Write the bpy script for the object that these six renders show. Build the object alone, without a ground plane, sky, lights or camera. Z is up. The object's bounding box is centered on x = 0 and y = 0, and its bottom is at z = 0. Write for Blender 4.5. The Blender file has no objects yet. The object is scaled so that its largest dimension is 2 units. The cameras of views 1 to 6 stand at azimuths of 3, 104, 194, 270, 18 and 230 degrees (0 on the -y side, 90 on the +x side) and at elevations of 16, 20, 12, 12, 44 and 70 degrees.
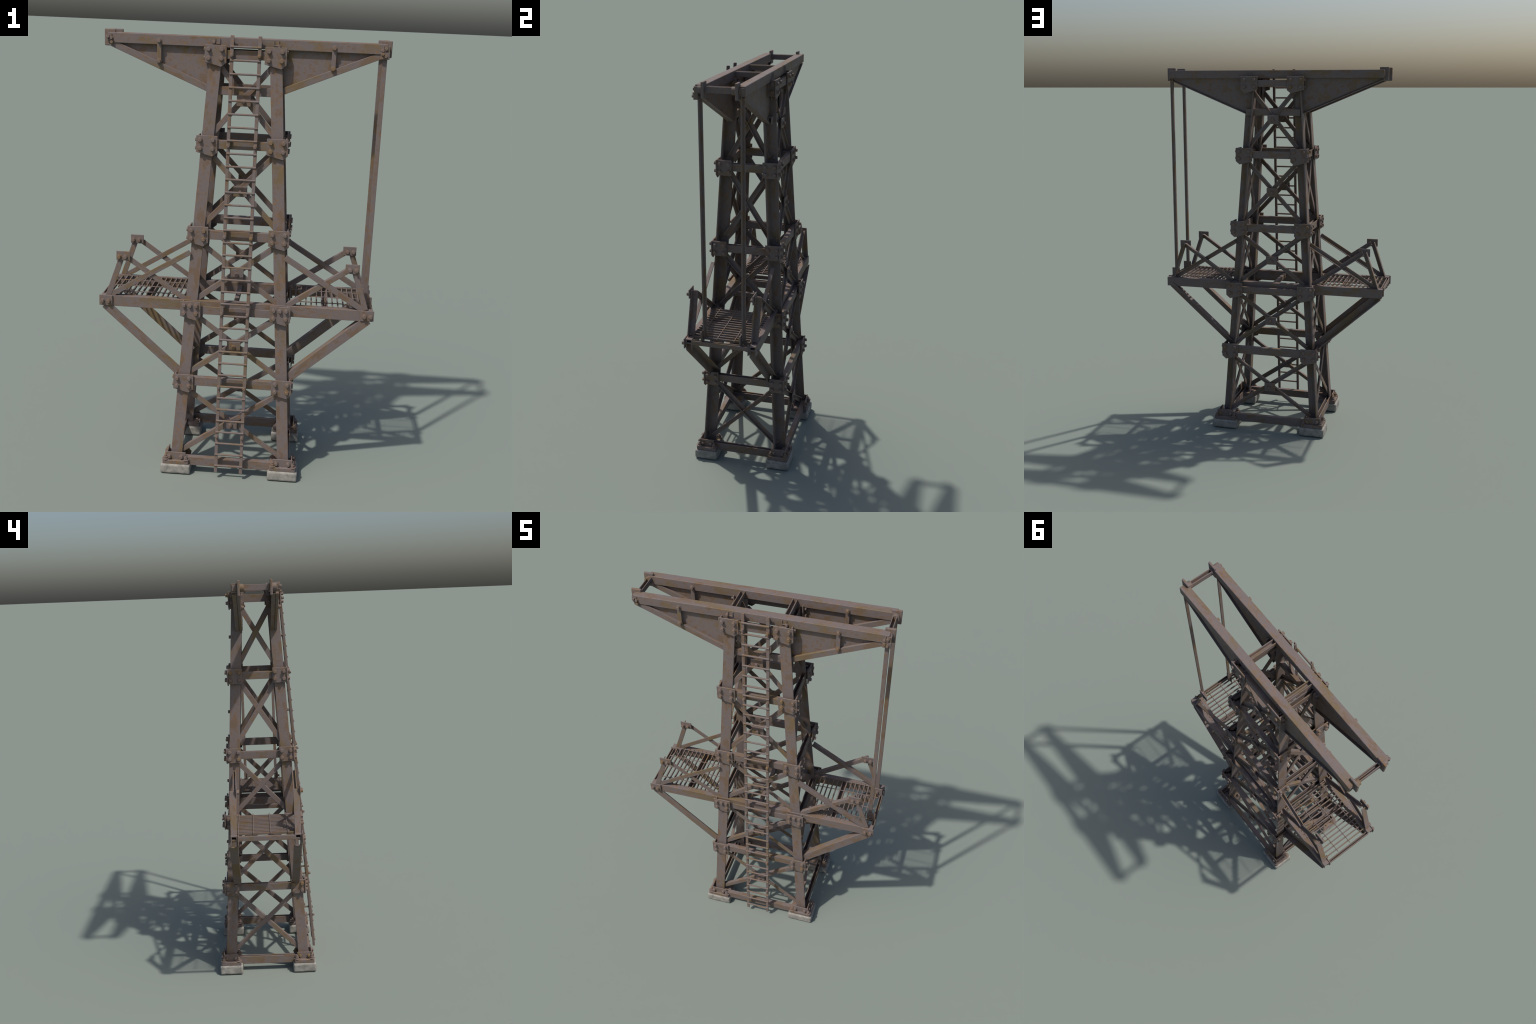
"""Weathered steel lattice tower: four angle posts on concrete footings, channel girts,
cross braces, bolted gussets, two side platforms, a climbing ladder and a twin-beam head."""
import bpy, bmesh, math, random
from mathutils import Vector, Matrix

random.seed(7)
V = Vector

# ------------------------------------------------------------------ materials
def node(nt, kind, **inp):
    n = nt.nodes.new(kind)
    for k, v in inp.items():
        key = int(k[1:]) if k[0] == '_' else k.replace('_', ' ')
        n.inputs[key].default_value = v
    return n

def ramp(nt, stops, interp='LINEAR'):
    n = nt.nodes.new('ShaderNodeValToRGB')
    n.color_ramp.interpolation = interp
    e = n.color_ramp.elements
    while len(e) < len(stops):
        e.new(0.5)
    for el, (p, c) in zip(e, stops):
        el.position = p
        el.color = (*c, 1.0) if len(c) == 3 else c
    return n

def mix(nt, fac, a, b, blend='MIX'):
    n = nt.nodes.new('ShaderNodeMix')
    n.data_type = 'RGBA'
    n.blend_type = blend
    L = nt.links
    for sock, val in ((n.inputs[0], fac), (n.inputs[6], a), (n.inputs[7], b)):
        if isinstance(val, (int, float)):
            sock.default_value = val
        elif isinstance(val, tuple):
            sock.default_value = (*val, 1.0)
        else:
            L.new(val, sock)
    return n.outputs[2]

GREY = (0.150, 0.128, 0.125)
MAUVE = (0.166, 0.130, 0.118)
BROWN = (0.152, 0.106, 0.076)
OCHRE = (0.155, 0.112, 0.060)
ORANGE = (0.235, 0.118, 0.042)

def weathered_steel(name, small=False):
    m = bpy.data.materials.new(name)
    m.use_nodes = True
    nt = m.node_tree
    L = nt.links
    bsdf = nt.nodes['Principled BSDF']
    tc = nt.nodes.new('ShaderNodeTexCoord')
    oi = nt.nodes.new('ShaderNodeObjectInfo')
    off = nt.nodes.new('ShaderNodeVectorMath')
    off.operation = 'MULTIPLY_ADD'
    comb = nt.nodes.new('ShaderNodeCombineXYZ')
    for i in range(3):
        L.new(oi.outputs['Random'], comb.inputs[i])
    L.new(comb.outputs[0], off.inputs[0])
    off.inputs[1].default_value = (13.7, 7.3, 21.1)
    L.new(tc.outputs['Object'], off.inputs[2])
    P = off.outputs[0]
    lng = nt.nodes.new('ShaderNodeMapping')              # members run along local z: stretch the slow patches that way
    lng.inputs['Scale'].default_value = (1.0, 1.0, 0.45)
    L.new(P, lng.inputs['Vector'])

    def noise(scale, detail, rough=0.55, dist=0.0, along=False):
        n = node(nt, 'ShaderNodeTexNoise', Scale=scale, Detail=detail, Roughness=rough, Distortion=dist)
        L.new(lng.outputs[0] if along else P, n.inputs['Vector'])
        return n.outputs['Fac']

    broad = ramp(nt, [(0.34, BROWN), (0.42, MAUVE), (0.52, GREY), (0.58, MAUVE), (0.67, BROWN)])
    L.new(noise(22, 3, 0.55, 0.0, True), broad.inputs[0])
    col = broad.outputs[0]
    # yellowish oxide clouds
    f = ramp(nt, [(0.53, (0, 0, 0)), (0.66, (0.95, 0.95, 0.95))])
    L.new(noise(14, 5, 0.66, 0.3, True), f.inputs[0])
    col = mix(nt, f.outputs[0], col, OCHRE)
    # dull brown blotches
    f = ramp(nt, [(0.56, (0, 0, 0)), (0.66, (0.6, 0.6, 0.6))])
    L.new(noise(72, 3, 0.6), f.inputs[0])
    col = mix(nt, f.outputs[0], col, (0.150, 0.095, 0.062))
    # bright orange flecks, gathered where a slower noise allows them
    f = ramp(nt, [(0.57, (0, 0, 0)), (0.66, (0.9, 0.9, 0.9))])
    L.new(noise(105, 3, 0.6), f.inputs[0])
    g = ramp(nt, [(0.44, (0, 0, 0)), (0.60, (1, 1, 1))])
    L.new(noise(14, 2), g.inputs[0])
    mul = nt.nodes.new('ShaderNodeMath')
    mul.operation = 'MULTIPLY'
    L.new(f.outputs[0], mul.inputs[0])
    L.new(g.outputs[0], mul.inputs[1])
    col = mix(nt, mul.outputs[0], col, ORANGE)
    if small:
        col = mix(nt, 0.55, col, MAUVE)
        tint = ramp(nt, [(0.0, (1.02, 1.03, 1.03)), (0.55, (1.0, 0.95, 0.90)), (0.85, (1.0, 0.93, 0.80)), (1.0, (1.12, 0.95, 0.60))])
        L.new(oi.outputs['Random'], tint.inputs[0])
        col = mix(nt, 1.0, col, tint.outputs[0], 'MULTIPLY')
    L.new(col, bsdf.inputs['Base Color'])
    r = ramp(nt, [(0.3, (0.52,) * 3), (0.7, (0.72,) * 3)])
    L.new(noise(40, 3), r.inputs[0])
    L.new(r.outputs[0], bsdf.inputs['Roughness'])
    bsdf.inputs['Metallic'].default_value = 0.0
    bsdf.inputs['Specular IOR Level'].default_value = 0.14
    b = node(nt, 'ShaderNodeBump', Strength=0.25, Distance=0.0015)
    L.new(noise(140, 4, 0.7), b.inputs['Height'])
    L.new(b.outputs[0], bsdf.inputs['Normal'])
    return m

def concrete_material():
    m = bpy.data.materials.new('concrete')
    m.use_nodes = True
    nt = m.node_tree
    L = nt.links
    bsdf = nt.nodes['Principled BSDF']
    tc = nt.nodes.new('ShaderNodeTexCoord')
    n1 = node(nt, 'ShaderNodeTexNoise', Scale=38, Detail=5, Roughness=0.62)
    L.new(tc.outputs['Object'], n1.inputs['Vector'])
    c = ramp(nt, [(0.34, (0.185, 0.178, 0.162)), (0.50, (0.265, 0.252, 0.226)), (0.66, (0.325, 0.308, 0.276))])
    L.new(n1.outputs['Fac'], c.inputs[0])
    n2 = node(nt, 'ShaderNodeTexNoise', Scale=220, Detail=3)
    L.new(tc.outputs['Object'], n2.inputs['Vector'])
    p = ramp(nt, [(0.30, (0.8, 0.8, 0.8)), (0.45, (1, 1, 1))])
    L.new(n2.outputs['Fac'], p.inputs[0])
    L.new(mix(nt, 1.0, c.outputs[0], p.outputs[0], 'MULTIPLY'), bsdf.inputs['Base Color'])
    bsdf.inputs['Roughness'].default_value = 0.9
    bsdf.inputs['Specular IOR Level'].default_value = 0.15
    b = node(nt, 'ShaderNodeBump', Strength=0.5, Distance=0.003)
    L.new(n1.outputs['Fac'], b.inputs['Height'])
    L.new(b.outputs[0], bsdf.inputs['Normal'])
    return m

STEEL = weathered_steel('weathered_steel')
BOLT_STEEL = weathered_steel('bolt_steel', small=True)
CONCRETE = concrete_material()

# ------------------------------------------------------------------ object helpers
ROOT = bpy.data.objects.new('steel_tower', None)
bpy.context.scene.collection.objects.link(ROOT)
ROOT['label'] = 'rusty bolted steel lattice tower with ladder, side platforms and crossarms'
ROOT['category'] = 'steel tower'
ROOT.empty_display_size = 0.2

def place(name, mesh, matrix=None, parent=None, mat=None):
    ob = bpy.data.objects.new(name, mesh)
    bpy.context.scene.collection.objects.link(ob)
    if mat is not None and not mesh.materials:
        mesh.materials.append(mat)
    parent = parent or ROOT
    ob.parent = parent
    M = matrix or Matrix.Identity(4)
    ob.matrix_basis = world_of(parent).inverted() @ M
    WORLD[ob.name] = M
    return ob

WORLD = {}
def world_of(ob):
    return WORLD.get(ob.name, Matrix.Identity(4))

def finish(bm, name, bevel=0.0, angle=25, segments=1):
    bmesh.ops.recalc_face_normals(bm, faces=bm.faces)
    if bevel:
        edges = [e for e in bm.edges if len(e.link_faces) == 2 and e.calc_face_angle(0) > math.radians(angle)]
        bmesh.ops.bevel(bm, geom=edges, offset=bevel, segments=segments, profile=0.5, affect='EDGES', clamp_overlap=True)
    me = bpy.data.meshes.new(name)
    bm.to_mesh(me)
    bm.free()
    return me

def prism(bm, pts, z0, z1):
    """extrude a closed 2D outline along local z"""
    lo = [bm.verts.new((x, y, z0)) for x, y in pts]
    hi = [bm.verts.new((x, y, z1)) for x, y in pts]
    n = len(pts)
    bm.faces.new(lo[::-1])
    bm.faces.new(hi)
    for i in range(n):
        j = (i + 1) % n
        bm.faces.new((lo[i], lo[j], hi[j], hi[i]))

def frame(p0, p1, side):
    """z runs p0->p1, x points along side (made square to z)"""
    w = (p1 - p0).normalized()
    u = (side - w * side.dot(w)).normalized()
    v = w.cross(u)
    mid = (p0 + p1) / 2
    return Matrix(((u.x, v.x, w.x, mid.x), (u.y, v.y, w.y, mid.y), (u.z, v.z, w.z, mid.z), (0, 0, 0, 1)))

def member(name, p0, p1, outline, side, parent=None, bevel=0.0011, mat=None):
    """straight rolled section between two points; outline lives in (side, z x side) axes"""
    p0, p1 = V(p0), V(p1)
    bm = bmesh.new()
    h = (p1 - p0).length / 2
    prism(bm, outline, -h, h)
    return place(name, finish(bm, name, bevel), frame(p0, p1, V(side)), parent, mat or STEEL)

def slab(name, lo, hi, parent=None, bevel=0.0013, mat=None, segments=1):
    lo, hi = V(lo), V(hi)
    c, d = (lo + hi) / 2, (hi - lo) / 2
    bm = bmesh.new()
    prism(bm, [(-d.x, -d.y), (d.x, -d.y), (d.x, d.y), (-d.x, d.y)], -d.z, d.z)
    return place(name, finish(bm, name, bevel, segments=segments), Matrix.Translation(c), parent, mat or STEEL)

# section outlines ------------------------------------------------------------
def angle_section(a, b, t):
    """corner at origin, legs along +x (a) and +y (b)"""
    return [(0, 0), (a, 0), (a, t), (t, t), (t, b), (0, b)]

def channel_section(w, h, t, up=True):
    """centred in x; web at the bottom when up"""
    p = [(-w / 2, 0), (w / 2, 0), (w / 2, h), (w / 2 - t, h), (w / 2 - t, t), (-w / 2 + t, t), (-w / 2 + t, h), (-w / 2, h)]
    return p if up else [(x, h - y) for x, y in p][::-1]

def box_section(w, h):
    return [(-w / 2, -h / 2), (w / 2, -h / 2), (w / 2, h / 2), (-w / 2, h / 2)]

# bolts -----------------------------------------------------------------------
def bolt_mesh(name, r, h, washer=True):
    bm = bmesh.new()
    z = 0.0
    if washer:
        prism(bm, [(1.32 * r * math.cos(a * math.pi / 8), 1.32 * r * math.sin(a * math.pi / 8)) for a in range(16)], -0.001, 0.0022)
    hexa = [(r * math.cos(a * math.pi / 3), r * math.sin(a * math.pi / 3)) for a in range(6)]
    prism(bm, hexa, -0.001, h)
    me = finish(bm, name, 0.0009)
    me.materials.append(BOLT_STEEL)
    return me

BOLT = bolt_mesh('bolt', 0.0086, 0.0118)
BOLT_SMALL = bolt_mesh('bolt_small', 0.0068, 0.010)

def bolt(p, direction, parent=None, mesh=None, spin=None, name='bolt'):
    d = V(direction).normalized()
    q = d.to_track_quat('Z', 'Y').to_matrix().to_4x4()
    s = random.uniform(0, math.pi / 3) if spin is None else spin
    return place(name, mesh or BOLT, Matrix.Translation(V(p)) @ q @ Matrix.Rotation(s, 4, 'Z'), parent)

def rod(name, p0, p1, r, parent=None, n=10, mat=None):
    return member(name, p0, p1, [(r * math.cos(2 * math.pi * i / n), r * math.sin(2 * math.pi * i / n)) for i in range(n)],
                  (0.31, 0.52, 0.79), parent, bevel=0, mat=mat)

# ------------------------------------------------------------------ tower geometry
YC = 0.0095                        # the tower stands a little behind the box centre
POST_W, POST_T = 0.0525, 0.0065
def hx(z): return 0.2815 - 0.0671 * z      # half width over the post faces
def hy(z): return 0.2182 - 0.0539 * z
def front(z): return YC - hy(z)
def back(z): return YC + hy(z)

# key heights: top of gusset plate, girt bottom/top
LEVELS = [
    dict(top=0.489, g0=0.4315, g1=0.4730),
    dict(top=0.838, g0=0.7770, g1=0.8140),
    dict(top=1.1795, g0=1.1210, g1=1.1610),
    dict(top=1.5765, g0=1.5205, g1=1.5575),
    dict(top=1.9540, g0=1.8985, g1=1.9340),
]
SIDE_LIFT = [0.0115, 0.0090, 0.0090, 0.0200, 0.0105]     # the narrow faces are braced a little higher
PANELS = [(0.098, 0.408), (0.488, 0.772), (0.838, 1.100), (1.180, 1.500), (1.580, 1.875)]

# posts: equal angles, all with the corner to -x -y
for sx in (-1, 1):
    for sy in (-1, 1):
        def corner(z):
            x = -hx(z) if sx < 0 else hx(z) - POST_W
            y = front(z) if sy < 0 else back(z) - POST_W
            return V((x, y, z))
        member('post', corner(0.062), corner(1.9445), angle_section(POST_W, POST_W, POST_T), (1, 0, 0))

# girts: front/back closed on top, sides open on top
GD = 0.024
base_girt = (0.0365, 0.0785)
girt_levels = [base_girt] + [(l['g0'], l['g1']) for l in LEVELS]
for i, (g0, g1) in enumerate(girt_levels):
    zc = (g0 + g1) / 2
    for sy in (-1, 1):
        # front and back girts lie on the outside of the posts, under the gusset plates
        reach = 0.0150 if (i == 0 and sy < 0) else 0.0080
        y = front(zc) + GD / 2 - reach if sy < 0 else back(zc) - GD / 2 + reach
        if i == 2:
            y = -0.1725 + GD / 2 if sy < 0 else 0.1900 - GD / 2
        dz = (0.0040, 0.0030, 0.0, 0.0015, 0.0008, 0.0)[i]
        e = hx(zc) - 0.015
        member('girt', (-e, y, g0 + dz), (e, y, g0 + dz), channel_section(GD, g1 - g0, 0.005, False), (0, 1, 0))
    for sx in (-1, 1):
        x = sx * (hx(zc) - GD / 2 - 0.0005)
        h = 0.0375 if i else g1 - g0
        zb = g0 + 0.001
        member('girt', (x, front(zc) + 0.012, zb), (x, back(zc) - 0.012, zb), channel_section(GD, h, 0.005, True), (-1, 0, 0))
# upper ring tying the crossarm struts
for sy in (-1, 1):
    y = front(1.765) + 0.024 if sy < 0 else back(1.765) - 0.024
    e = hx(1.765) - 0.012
    member('girt', (-e, y, 1.7475), (e, y, 1.7475), channel_section(0.018, 0.0355, 0.005, False), (0, 1, 0))
# walkway tie across the middle of the platform ring
member('tie_beam', (-0.003, -0.150, 0.808), (-0.003, 0.165, 0.808), channel_section(0.020, 0.022, 0.004, False), (-1, 0, 0))

# braces
BR_W, BR_T = 0.0240, 0.0045
def brace(p0, p1, out, leg_up, inset):
    """angle bar: flat leg lies in the face plane, second leg points inward at the upper or lower edge"""
    p0, p1, out = V(p0), V(p1), V(out)
    w = (p1 - p0).normalized()
    up = w.cross(out)
    if up.z < 0:
        up = -up
    s = 1 if leg_up else -1
    # corner runs along the chosen edge, flat leg toward the other edge, second leg inward
    shift = up * (s * BR_W / 2) - out * inset
    sec = angle_section(BR_W, 0.017, BR_T)
    side = -up * s
    ob_side = side
    v = w.cross(side)
    if v.dot(out) > 0:                      # second leg must point inward
        p0, p1 = p1, p0
    return member('brace', p0 + shift, p1 + shift, sec, ob_side)

for k, (z0, z1) in enumerate(PANELS):
    zc = (z0 + z1) / 2
    for sy in (-1, 1):
        f = front if sy < 0 else back
        n = V((0, sy, 0))
        a0, a1 = hx(z0) - 0.040, hx(z1) - 0.040
        o = V((0, -1, 0))
        d = (0.0075, 0.0125) if sy < 0 else (-0.0240, -0.0190)
        brace((-a0, f(z0), z0), (a1, f(z1), z1), o, True, d[0])
        brace((a0, f(z0), z0), (-a1, f(z1), z1), o, False, d[1])
        # crossing plate with its bolt
        cx = -0.001 if sy < 0 else -0.004
        zp = zc + (0.0005 if k else -0.001)
        y = f(zp) + sy * 0.002
        pl = slab('crossing_plate', (cx - 0.0305, min(y, y - sy * 0.006), zp - 0.0235), (cx + 0.0305, max(y, y - sy * 0.006), zp + 0.0235))
        bolt((cx, y, zp - 0.002), (0, sy, 0), pl)
        # stub bolt through the crossing to the inside
    for sx in (-1, 1):
        n = V((sx, 0, 0))
        b0, b1 = hy(z0) - 0.040, hy(z1) - 0.040
        lift = SIDE_LIFT[k] - (0.0055 if sx > 0 else 0)
        z0, z1 = PANELS[k][0] + lift, PANELS[k][1] + lift
        o = V((-1, 0, 0))
        d = (0.0098, 0.0092) if sx < 0 else (-0.0374, -0.0380)
        brace((sx * hx(z0), YC - b0, z0), (sx * hx(z1), YC + b1, z1), o, True, d[0])
        brace((sx * hx(z0), YC + b0, z0), (sx * hx(z1), YC - b1, z1), o, False, d[1])

# gusset plates
GAP, PT = 0.0100, 0.0060
def gusset_mesh():
    w, hside, htip = 0.0925, 0.0715, 0.0895
    pts = [(-w / 2, 0), (-w / 2, -hside), (w * 0.27, -htip), (w / 2, -hside), (w / 2, 0)]
    bm = bmesh.new()
    prism(bm, pts, 0, PT)
    me = finish(bm, 'gusset_plate', 0.0012)
    me.materials.append(STEEL)
    return me
GUSSET = gusset_mesh()
bm = bmesh.new()
prism(bm, box_section(0.0720, 0.0750), 0, PT)
SIDE_PLATE = finish(bm, 'side_plate', 0.0012)
SIDE_PLATE.materials.append(STEEL)

for i, lv in enumerate(LEVELS):
    zt = lv['top']
    zm = zt - 0.0375
    for sx in (-1, 1):
        cx = sx * (hx(zm) - POST_W / 2)
        for sy in (-1, 1):
            f = (front if sy < 0 else back)(zm)
            gap = GAP + (0.004 if i == 1 else 0)
            y = f + sy * gap
            if sy < 0:
                M = Matrix(((1, 0, 0, cx), (0, 0, -1, y), (0, 1, 0, zt), (0, 0, 0, 1)))
            else:
                M = Matrix(((1, 0, 0, cx), (0, 0, -1, y + PT), (0, 1, 0, zt), (0, 0, 0, 1)))
            g = place('gusset_plate', GUSSET, M)
            yf = y + sy * PT
            spots = [(-0.0285, -0.0185), (0.0265, -0.0185), (-0.0285, -0.0560), (0.0255, -0.0560)]
            if i == 1 and sy < 0:
                spots.append((-0.001, -0.0190))
            for bx, bz in spots:
                bolt((cx + bx, yf, zt + bz), (0, sy, 0), g)
            # packing between plate and post
            slab('packing_plate', (cx - 0.022, min(f - sy * 0.001, y + sy * 0.001), zm - 0.024), (cx + 0.022, max(f - sy * 0.001, y + sy * 0.001), zm + 0.024), g)
            # side plate on the x face of the same post
            cy = f - sy * (POST_W / 2 - 0.002)
            x = sx * (hx(zm) + GAP * 0.8)
            if i == 1:
                x = sx * (hx(zm) + 0.004)
            M = Matrix(((0, 0, sx, x), (1, 0, 0, cy), (0, 1, 0, zm), (0, 0, 0, 1)))
            if sx < 0:
                M = Matrix(((0, 0, -1, x), (-1, 0, 0, cy), (0, 1, 0, zm), (0, 0, 0, 1)))
            s = place('side_plate', SIDE_PLATE, M)
            xf = x + sx * PT
            for by in (-0.0215, 0.0235):
                for bz in (-0.0180, 0.0180):
                    bolt((xf, cy + by, zm + bz), (sx, 0, 0), s)
            xi = sx * (hx(zm) - 0.001)
            xo = x + sx * 0.001
            slab('packing_plate', (min(xi, xo), cy - 0.020, zm - 0.022), (max(xi, xo), cy + 0.020, zm + 0.022), s)

# ------------------------------------------------------------------ footings
def footing_mesh():
    bm = bmesh.new()
    prism(bm, box_section(0.140, 0.118), 0, 0.0465)
    bmesh.ops.recalc_face_normals(bm, faces=bm.faces)
    bmesh.ops.bevel(bm, geom=list(bm.edges), offset=0.0095, segments=3, profile=0.6, affect='EDGES')
    bmesh.ops.subdivide_edges(bm, edges=[e for e in bm.edges if e.calc_length() > 0.02], cuts=9, use_grid_fill=True)
    from mathutils import noise as mn
    for v in bm.verts:
        d = mn.noise(v.co * 45) * 0.0013 + mn.noise(v.co * 130) * 0.0006
        n = V((v.co.x, v.co.y, v.co.z - 0.023)).normalized()
        v.co += n * d
        v.co.z = max(v.co.z, 0.0)
    me = bpy.data.meshes.new('footing')
    bm.to_mesh(me)
    bm.free()
    me.polygons.foreach_set('use_smooth', [True] * len(me.polygons))
    me.materials.append(CONCRETE)
    return me
FOOTING = footing_mesh()
ANCHOR_R = 0.0105
def anchor_mesh():
    bm = bmesh.new()
    prism(bm, [(0.0165 * math.cos(a * math.pi / 9), 0.0165 * math.sin(a * math.pi / 9)) for a in range(18)], 0, 0.0035)
    prism(bm, [(ANCHOR_R * math.cos(a * math.pi / 3), ANCHOR_R * math.sin(a * math.pi / 3)) for a in range(6)], 0.002, 0.0135)
    prism(bm, [(0.0058 * math.cos(a * math.pi / 5), 0.0058 * math.sin(a * math.pi / 5)) for a in range(10)], 0.01, 0.0205)
    me = finish(bm, 'anchor_bolt', 0.0009)
    me.materials.append(BOLT_STEEL)
    return me
ANCHOR = anchor_mesh()

for sx in (-1, 1):
    for sy in (-1, 1):
        cx = sx * 0.2505
        cy = -0.1823 if sy < 0 else 0.1995
        place('footing', FOOTING, Matrix.Translation((cx, cy, 0)) @ Matrix.Rotation(math.pi if sx * sy > 0 else 0, 4, 'Z'))
        bp = slab('base_plate', (cx - 0.0612, cy - 0.0515, 0.0455), (cx + 0.0612, cy + 0.0515, 0.0660), bevel=0.003)
        # upright cleats bolted to the two outer faces of the post
        yo = cy + sy * 0.0345
        slab('cleat', (cx - 0.0465, min(yo, yo + sy * 0.005), 0.0655), (cx + 0.0465, max(yo, yo + sy * 0.005), 0.1025), bp)
        for bx in (-0.0300, 0.0265):
            bolt((cx + bx, yo + sy * 0.005, 0.0815), (0, sy, 0), bp)
        xo = cx + sx * 0.0385
        slab('cleat', (min(xo, xo + sx * 0.005), cy - 0.0375, 0.0655), (max(xo, xo + sx * 0.005), cy + 0.0375, 0.1010), bp)
        for by in (-0.022, 0.022):
            bolt((xo + sx * 0.005, cy + by, 0.0815), (sx, 0, 0), bp, BOLT_SMALL)
        for ax in (-1, 1):
            for ay in (-1, 1):
                place('anchor_bolt', ANCHOR, Matrix.Translation((cx + ax * 0.0475, cy + ay * 0.0385, 0.066)) @ Matrix.Rotation(random.uniform(0, 1), 4, 'Z'), bp)

# ------------------------------------------------------------------ head: twin crossarm beams
BEAMS = [(-0.1005, -0.0600), (0.0725, 0.1135)]
BZ0, BZ1, BX = 1.9435, 1.9855, 0.5880
for (y0, y1) in BEAMS:
    yb, zb = (y0 + y1) / 2, (BZ0 + BZ1) / 2
    member('crossarm_beam', (-BX, yb, zb), (BX, yb, zb), box_section(y1 - y0, BZ1 - BZ0), (0, 1, 0), bevel=0.0018)
    yw = y0 + 0.0215                         # mid plane of the web sheet
    for sx in (-1, 1):
        # raking strut: two bars back to back with the web sheet between them
        rake = lambda x: 1.7580 + 0.4124 * (x - 0.1616)
        p, q = V((sx * 0.5860, 0, rake(0.5860) + 0.0150)), V((sx * 0.1350, 0, rake(0.1350) + 0.0150))
        front_bar = V((0, y0 + 0.0105, 0))
        member('crossarm_strut', p + front_bar, q + front_bar, box_section(0.0130, 0.0277), (0, 1, 0), bevel=0.0014)
        down = V((0, 1, 0)).cross((q - p).normalized())
        if down.z > 0:
            down = -down
        rear = V((0, yw - 0.0032, 0)) + down * 0.01425
        m, n = (p, q) if (q - p).cross(-down).y > 0 else (q, p)
        member('crossarm_strut', m + rear, n + rear, angle_section(0.0277, 0.0178, 0.0042), -down)
        # web sheet filling the triangle under the beam
        bm = bmesh.new()
        tri = [(sx * 0.572, 1.9445), (sx * 0.118, 1.9445), (sx * 0.118, rake(0.118) + 0.010), (sx * 0.572, rake(0.572) + 0.010)]
        if sx > 0:
            tri = tri[::-1]
        cxm, czm = sx * 0.30, 1.88
        prism(bm, [(x - cxm, z - czm) for x, z in tri], -0.0047, 0.0047)
        place('web_sheet', finish(bm, 'web_sheet', 0), Matrix(((1, 0, 0, cxm), (0, 0, -1, yw), (0, 1, 0, czm), (0, 0, 0, 1))), None, STEEL)
        # strap from beam to strut
        st = slab('strap', (sx * 0.3685 - 0.0093, y0 - 0.0008, 1.868), (sx * 0.3685 + 0.0093, y0 + 0.0045, 1.9605))
        st2 = slab('strap_packing', (sx * 0.3685 - 0.008, y0 + 0.002, 1.868), (sx * 0.3685 + 0.008, y0 + 0.004, 1.886), st)
        for z in (1.9600, 1.8765):
            bolt((sx * 0.3685, y0 - 0.0008, z), (0, -1, 0), st)
# cross channels between the beams
for x in (-0.1215, 0.1260):
    member('cross_channel', (x, -0.1045, 1.9565), (x, 0.1165, 1.9565), channel_section(0.0250, 0.0240, 0.0045, True), (-1, 0, 0))
for sx in (-1, 1):
    x = sx * 0.5805
    member('cross_channel', (x, -0.1045, 1.9530), (x, 0.1100, 1.9530), channel_section(0.0210, 0.0265, 0.0040, True), (-1, 0, 0))
    for yp in (-0.0705, 0.0740):              # guide plates with their rollers at the beam ends
        g = slab('guide_plate', (sx * 0.5855 - 0.0240, yp, 1.9300), (sx * 0.5855 + 0.0240, yp + 0.0120, 1.9995), bevel=0.0035, segments=2)
        rod('roller', (sx * 0.5845, yp - 0.018, 1.9655), (sx * 0.5845, yp, 1.9655), 0.0172, g, n=24)
        rod('roller', (sx * 0.5805, yp + 0.013, 1.9655), (sx * 0.5805, yp + 0.020, 1.9655), 0.0150, g, n=24)
# bolt clusters on the front ends
for p in ((-0.1365, 1.9630), (0.1375, 1.9585)):
    bolt((p[0], -0.1005, p[1]), (0, -1, 0), None, BOLT_SMALL)
for p in ((-0.5860, 1.9685), (-0.5723, 1.9629), (-0.5708, 1.9463)):
    bolt((p[0], -0.1005, p[1]), (0, -1, 0), None, BOLT_SMALL)
hp = slab('hanger_plate', (0.5600, -0.1060, 1.9240), (0.5980, -0.0995, 1.9530))
slab('hanger_plate', (0.5890, -0.1020, 1.9245), (0.5975, -0.0860, 1.9790))
for p in ((0.5683, 1.9595), (0.5819, 1.9662), (0.5704, 1.9455), (0.5822, 1.9365)):
    bolt((p[0], -0.1060 if p[1] < 1.955 else -0.1005, p[1]), (0, -1, 0), None, BOLT_SMALL)

# ------------------------------------------------------------------ hangers to the +x platform
for y0 in (-0.0905, 0.0916):
    h = member('hanger', (0.5705, y0, 0.845), (0.5705, y0, 1.945), angle_section(0.0195, 0.0160, 0.0065), (1, 0, 0))
    lug = slab('lug', (0.5655, y0 - 0.0055, 0.8180), (0.6100, y0 - 0.0005, 0.8790))
    bolt((0.5830, y0 - 0.0055, 0.8560), (0, -1, 0), lug, BOLT_SMALL)

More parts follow.
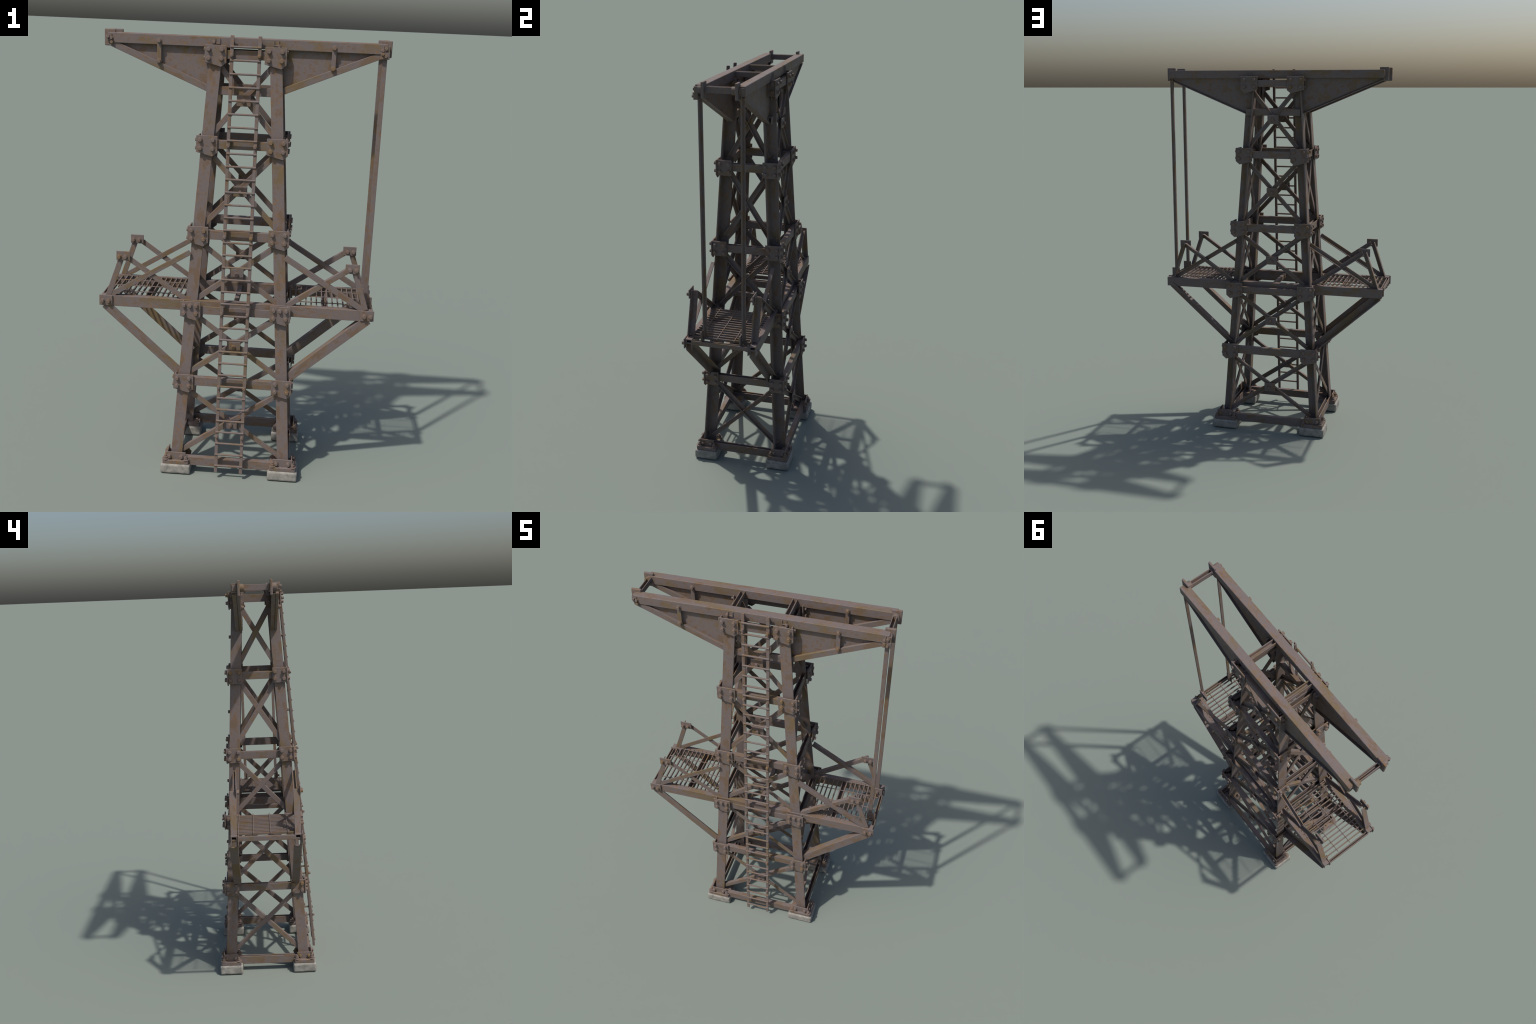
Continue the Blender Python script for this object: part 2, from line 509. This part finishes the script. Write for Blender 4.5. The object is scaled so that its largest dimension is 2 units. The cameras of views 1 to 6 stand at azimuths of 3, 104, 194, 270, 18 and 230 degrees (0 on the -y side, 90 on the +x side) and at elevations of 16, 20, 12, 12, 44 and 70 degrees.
# ------------------------------------------------------------------ platforms
PF = [(-0.1680, -0.1365), (0.1330, 0.1640)]      # the two long beams
PZ0, PZ1 = 0.7890, 0.8385
for (y0, y1) in PF:
    w, h, t = y1 - y0, PZ1 - PZ0, 0.0055
    # inverted channel with a mid web
    yc = (y0 + y1) / 2
    pb = member('platform_beam', (-0.6120, yc, PZ0), (0.6120, yc, PZ0), channel_section(w, h, t, False), (0, 1, 0))
    slab('beam_web', (-0.6085, y0 + 0.003, PZ0 + 0.024), (0.6085, y1 - 0.003, PZ0 + 0.032), pb)
for sx in (-1, 1):
    # end bar and corner plates
    member('end_bar', (sx * 0.6060, -0.140, 0.8130), (sx * 0.6060, 0.136, 0.8130), channel_section(0.0170, 0.0215, 0.0045, True), (-1, 0, 0))
    for (y0, y1) in PF:
        e0, e1 = sorted((sx * 0.6180, sx * 0.5575))
        ep = slab('end_plate', (e0, y0 - 0.0070, 0.7925), (e1, y0 - 0.0020, 0.8410))
        slab('packing_plate', (e0 + 0.008, y0 - 0.003, 0.80), (e1 - 0.008, y0 + 0.001, 0.835), ep)
        for bx in (0.6030, 0.5750):
            bolt((sx * bx, y0 - 0.0070, 0.8140), (0, -1, 0), ep)
        # raking brace from the beam end down to the first girt level
        a, b = V((sx * 0.6060, y0 - 0.001, 0.7800)), V((sx * 0.2440, y0 - 0.001, 0.4560))
        w = (b - a).normalized()
        inn = V((0, 1, 0)).cross(w)
        if inn.z < 0:
            inn = -inn
        if sx > 0:                            # second leg along the upper edge on this side
            a, b, inn = a + inn * 0.0415, b + inn * 0.0415, -inn
        p, q = (a, b) if w.cross(inn).y > 0 else (b, a)
        member('platform_brace', p, q, angle_section(0.0415, 0.0385, 0.0055), inn)
        # guard rail: end upright, two crossing diagonals, joint plate
        yr = y0 + 0.0010
        up0, up1 = V((sx * 0.5790, yr, 0.8370)), V((sx * 0.5125, yr, 1.0350))
        member('rail_post', up0 - V((0.0125, 0, 0)), up1 - V((0.0125, 0, 0)), angle_section(0.0250, 0.0295, 0.0050), (1, 0, 0))
        def rail(a, b, leg_up):
            a, b = V(a), V(b)
            w = (b - a).normalized()
            up = V((0, -1, 0)).cross(w)
            if up.z < 0:
                up = -up
            s = 1 if leg_up else -1
            p, q = a, b
            if w.cross(-up * s).y < 0:
                p, q = b, a
            member('guard_rail', p + up * s * 0.0110, q + up * s * 0.0110, angle_section(0.0235, 0.0190, 0.0045), -up * s)
        rail((sx * 0.5050, yr + 0.006, 1.0280), (sx * 0.2250, yr + 0.006, 0.8350), sx > 0)
        rail((sx * 0.5720, yr + 0.001, 0.8375), (sx * 0.2100, yr + 0.001, 1.0605), sx > 0)
        j0, j1 = sorted((sx * 0.5395, sx * 0.4775))
        jp = slab('joint_plate', (j0, yr - 0.0055, 1.0070), (j1, yr - 0.0005, 1.0500))
        for bx in (0.5262, 0.4985):
            bolt((sx * bx, yr - 0.0055, 1.0245), (0, -1, 0), jp)
    # grating: flat bars across, thin tie rods along
    bearer = member('grating_bearer', (sx * 0.3975, -0.138, 0.8100), (sx * 0.3975, 0.134, 0.8100), channel_section(0.0220, 0.0220, 0.0045, True), (-1, 0, 0))
    member('grating_bearer', (sx * 0.2420, -0.138, 0.8120), (sx * 0.2420, 0.134, 0.8120), angle_section(0.0045, 0.0210, 0.0044), (-1, 0, 0))
    bm = bmesh.new()
    prism(bm, [(-0.0028, -0.0055), (0.0028, -0.0055), (0.0028, 0.0055), (-0.0028, 0.0055)], -0.1435, 0.1435)
    bar = finish(bm, 'grating_bar', 0.0006)
    bar.materials.append(STEEL)
    for k in range(14):
        x = sx * (0.5780 - 0.0240 * k)
        c = V((x, -0.0020, 0.8375))
        M = frame(c - V((0, 1, 0)), c + V((0, 1, 0)), V((1, 0, 0)))
        place('grating_bar', bar, M, bearer)
    for y in (-0.1065, -0.0245, 0.0570, 0.1285):
        rod('tie_rod', (sx * 0.2440, y, 0.8440), (sx * 0.5940, y, 0.8440), 0.0023, bearer, n=8)

# ------------------------------------------------------------------ ladder
def ly(z): return -0.2568 + 0.0677 * z
for x in (-0.0658, 0.0506):
    member('ladder_stile', (x, ly(0.031), 0.031), (x, ly(1.9955), 1.9955), angle_section(0.0152, 0.0130, 0.0050), (1, 0, 0))
for k in range(35):
    z = 0.0664 + 0.05538 * k
    rod('rung', (-0.0645, ly(z) - 0.0002, z), (0.0645, ly(z) - 0.0002, z), 0.0046, n=12)
for z in (0.2115, 0.4510, 0.7970, 1.1430, 1.5385, 1.9145):
    for x in (-0.0585, 0.0575):
        yf = front(z) if z > 0.22 else front(z) + 0.006
        s = rod('standoff_rod', (x, yf + 0.004, z), (x, ly(z) - 0.006, z), 0.0045, n=10)
        bolt((x, ly(z) - 0.0025, z), (0, -1, 0), s, BOLT_SMALL)
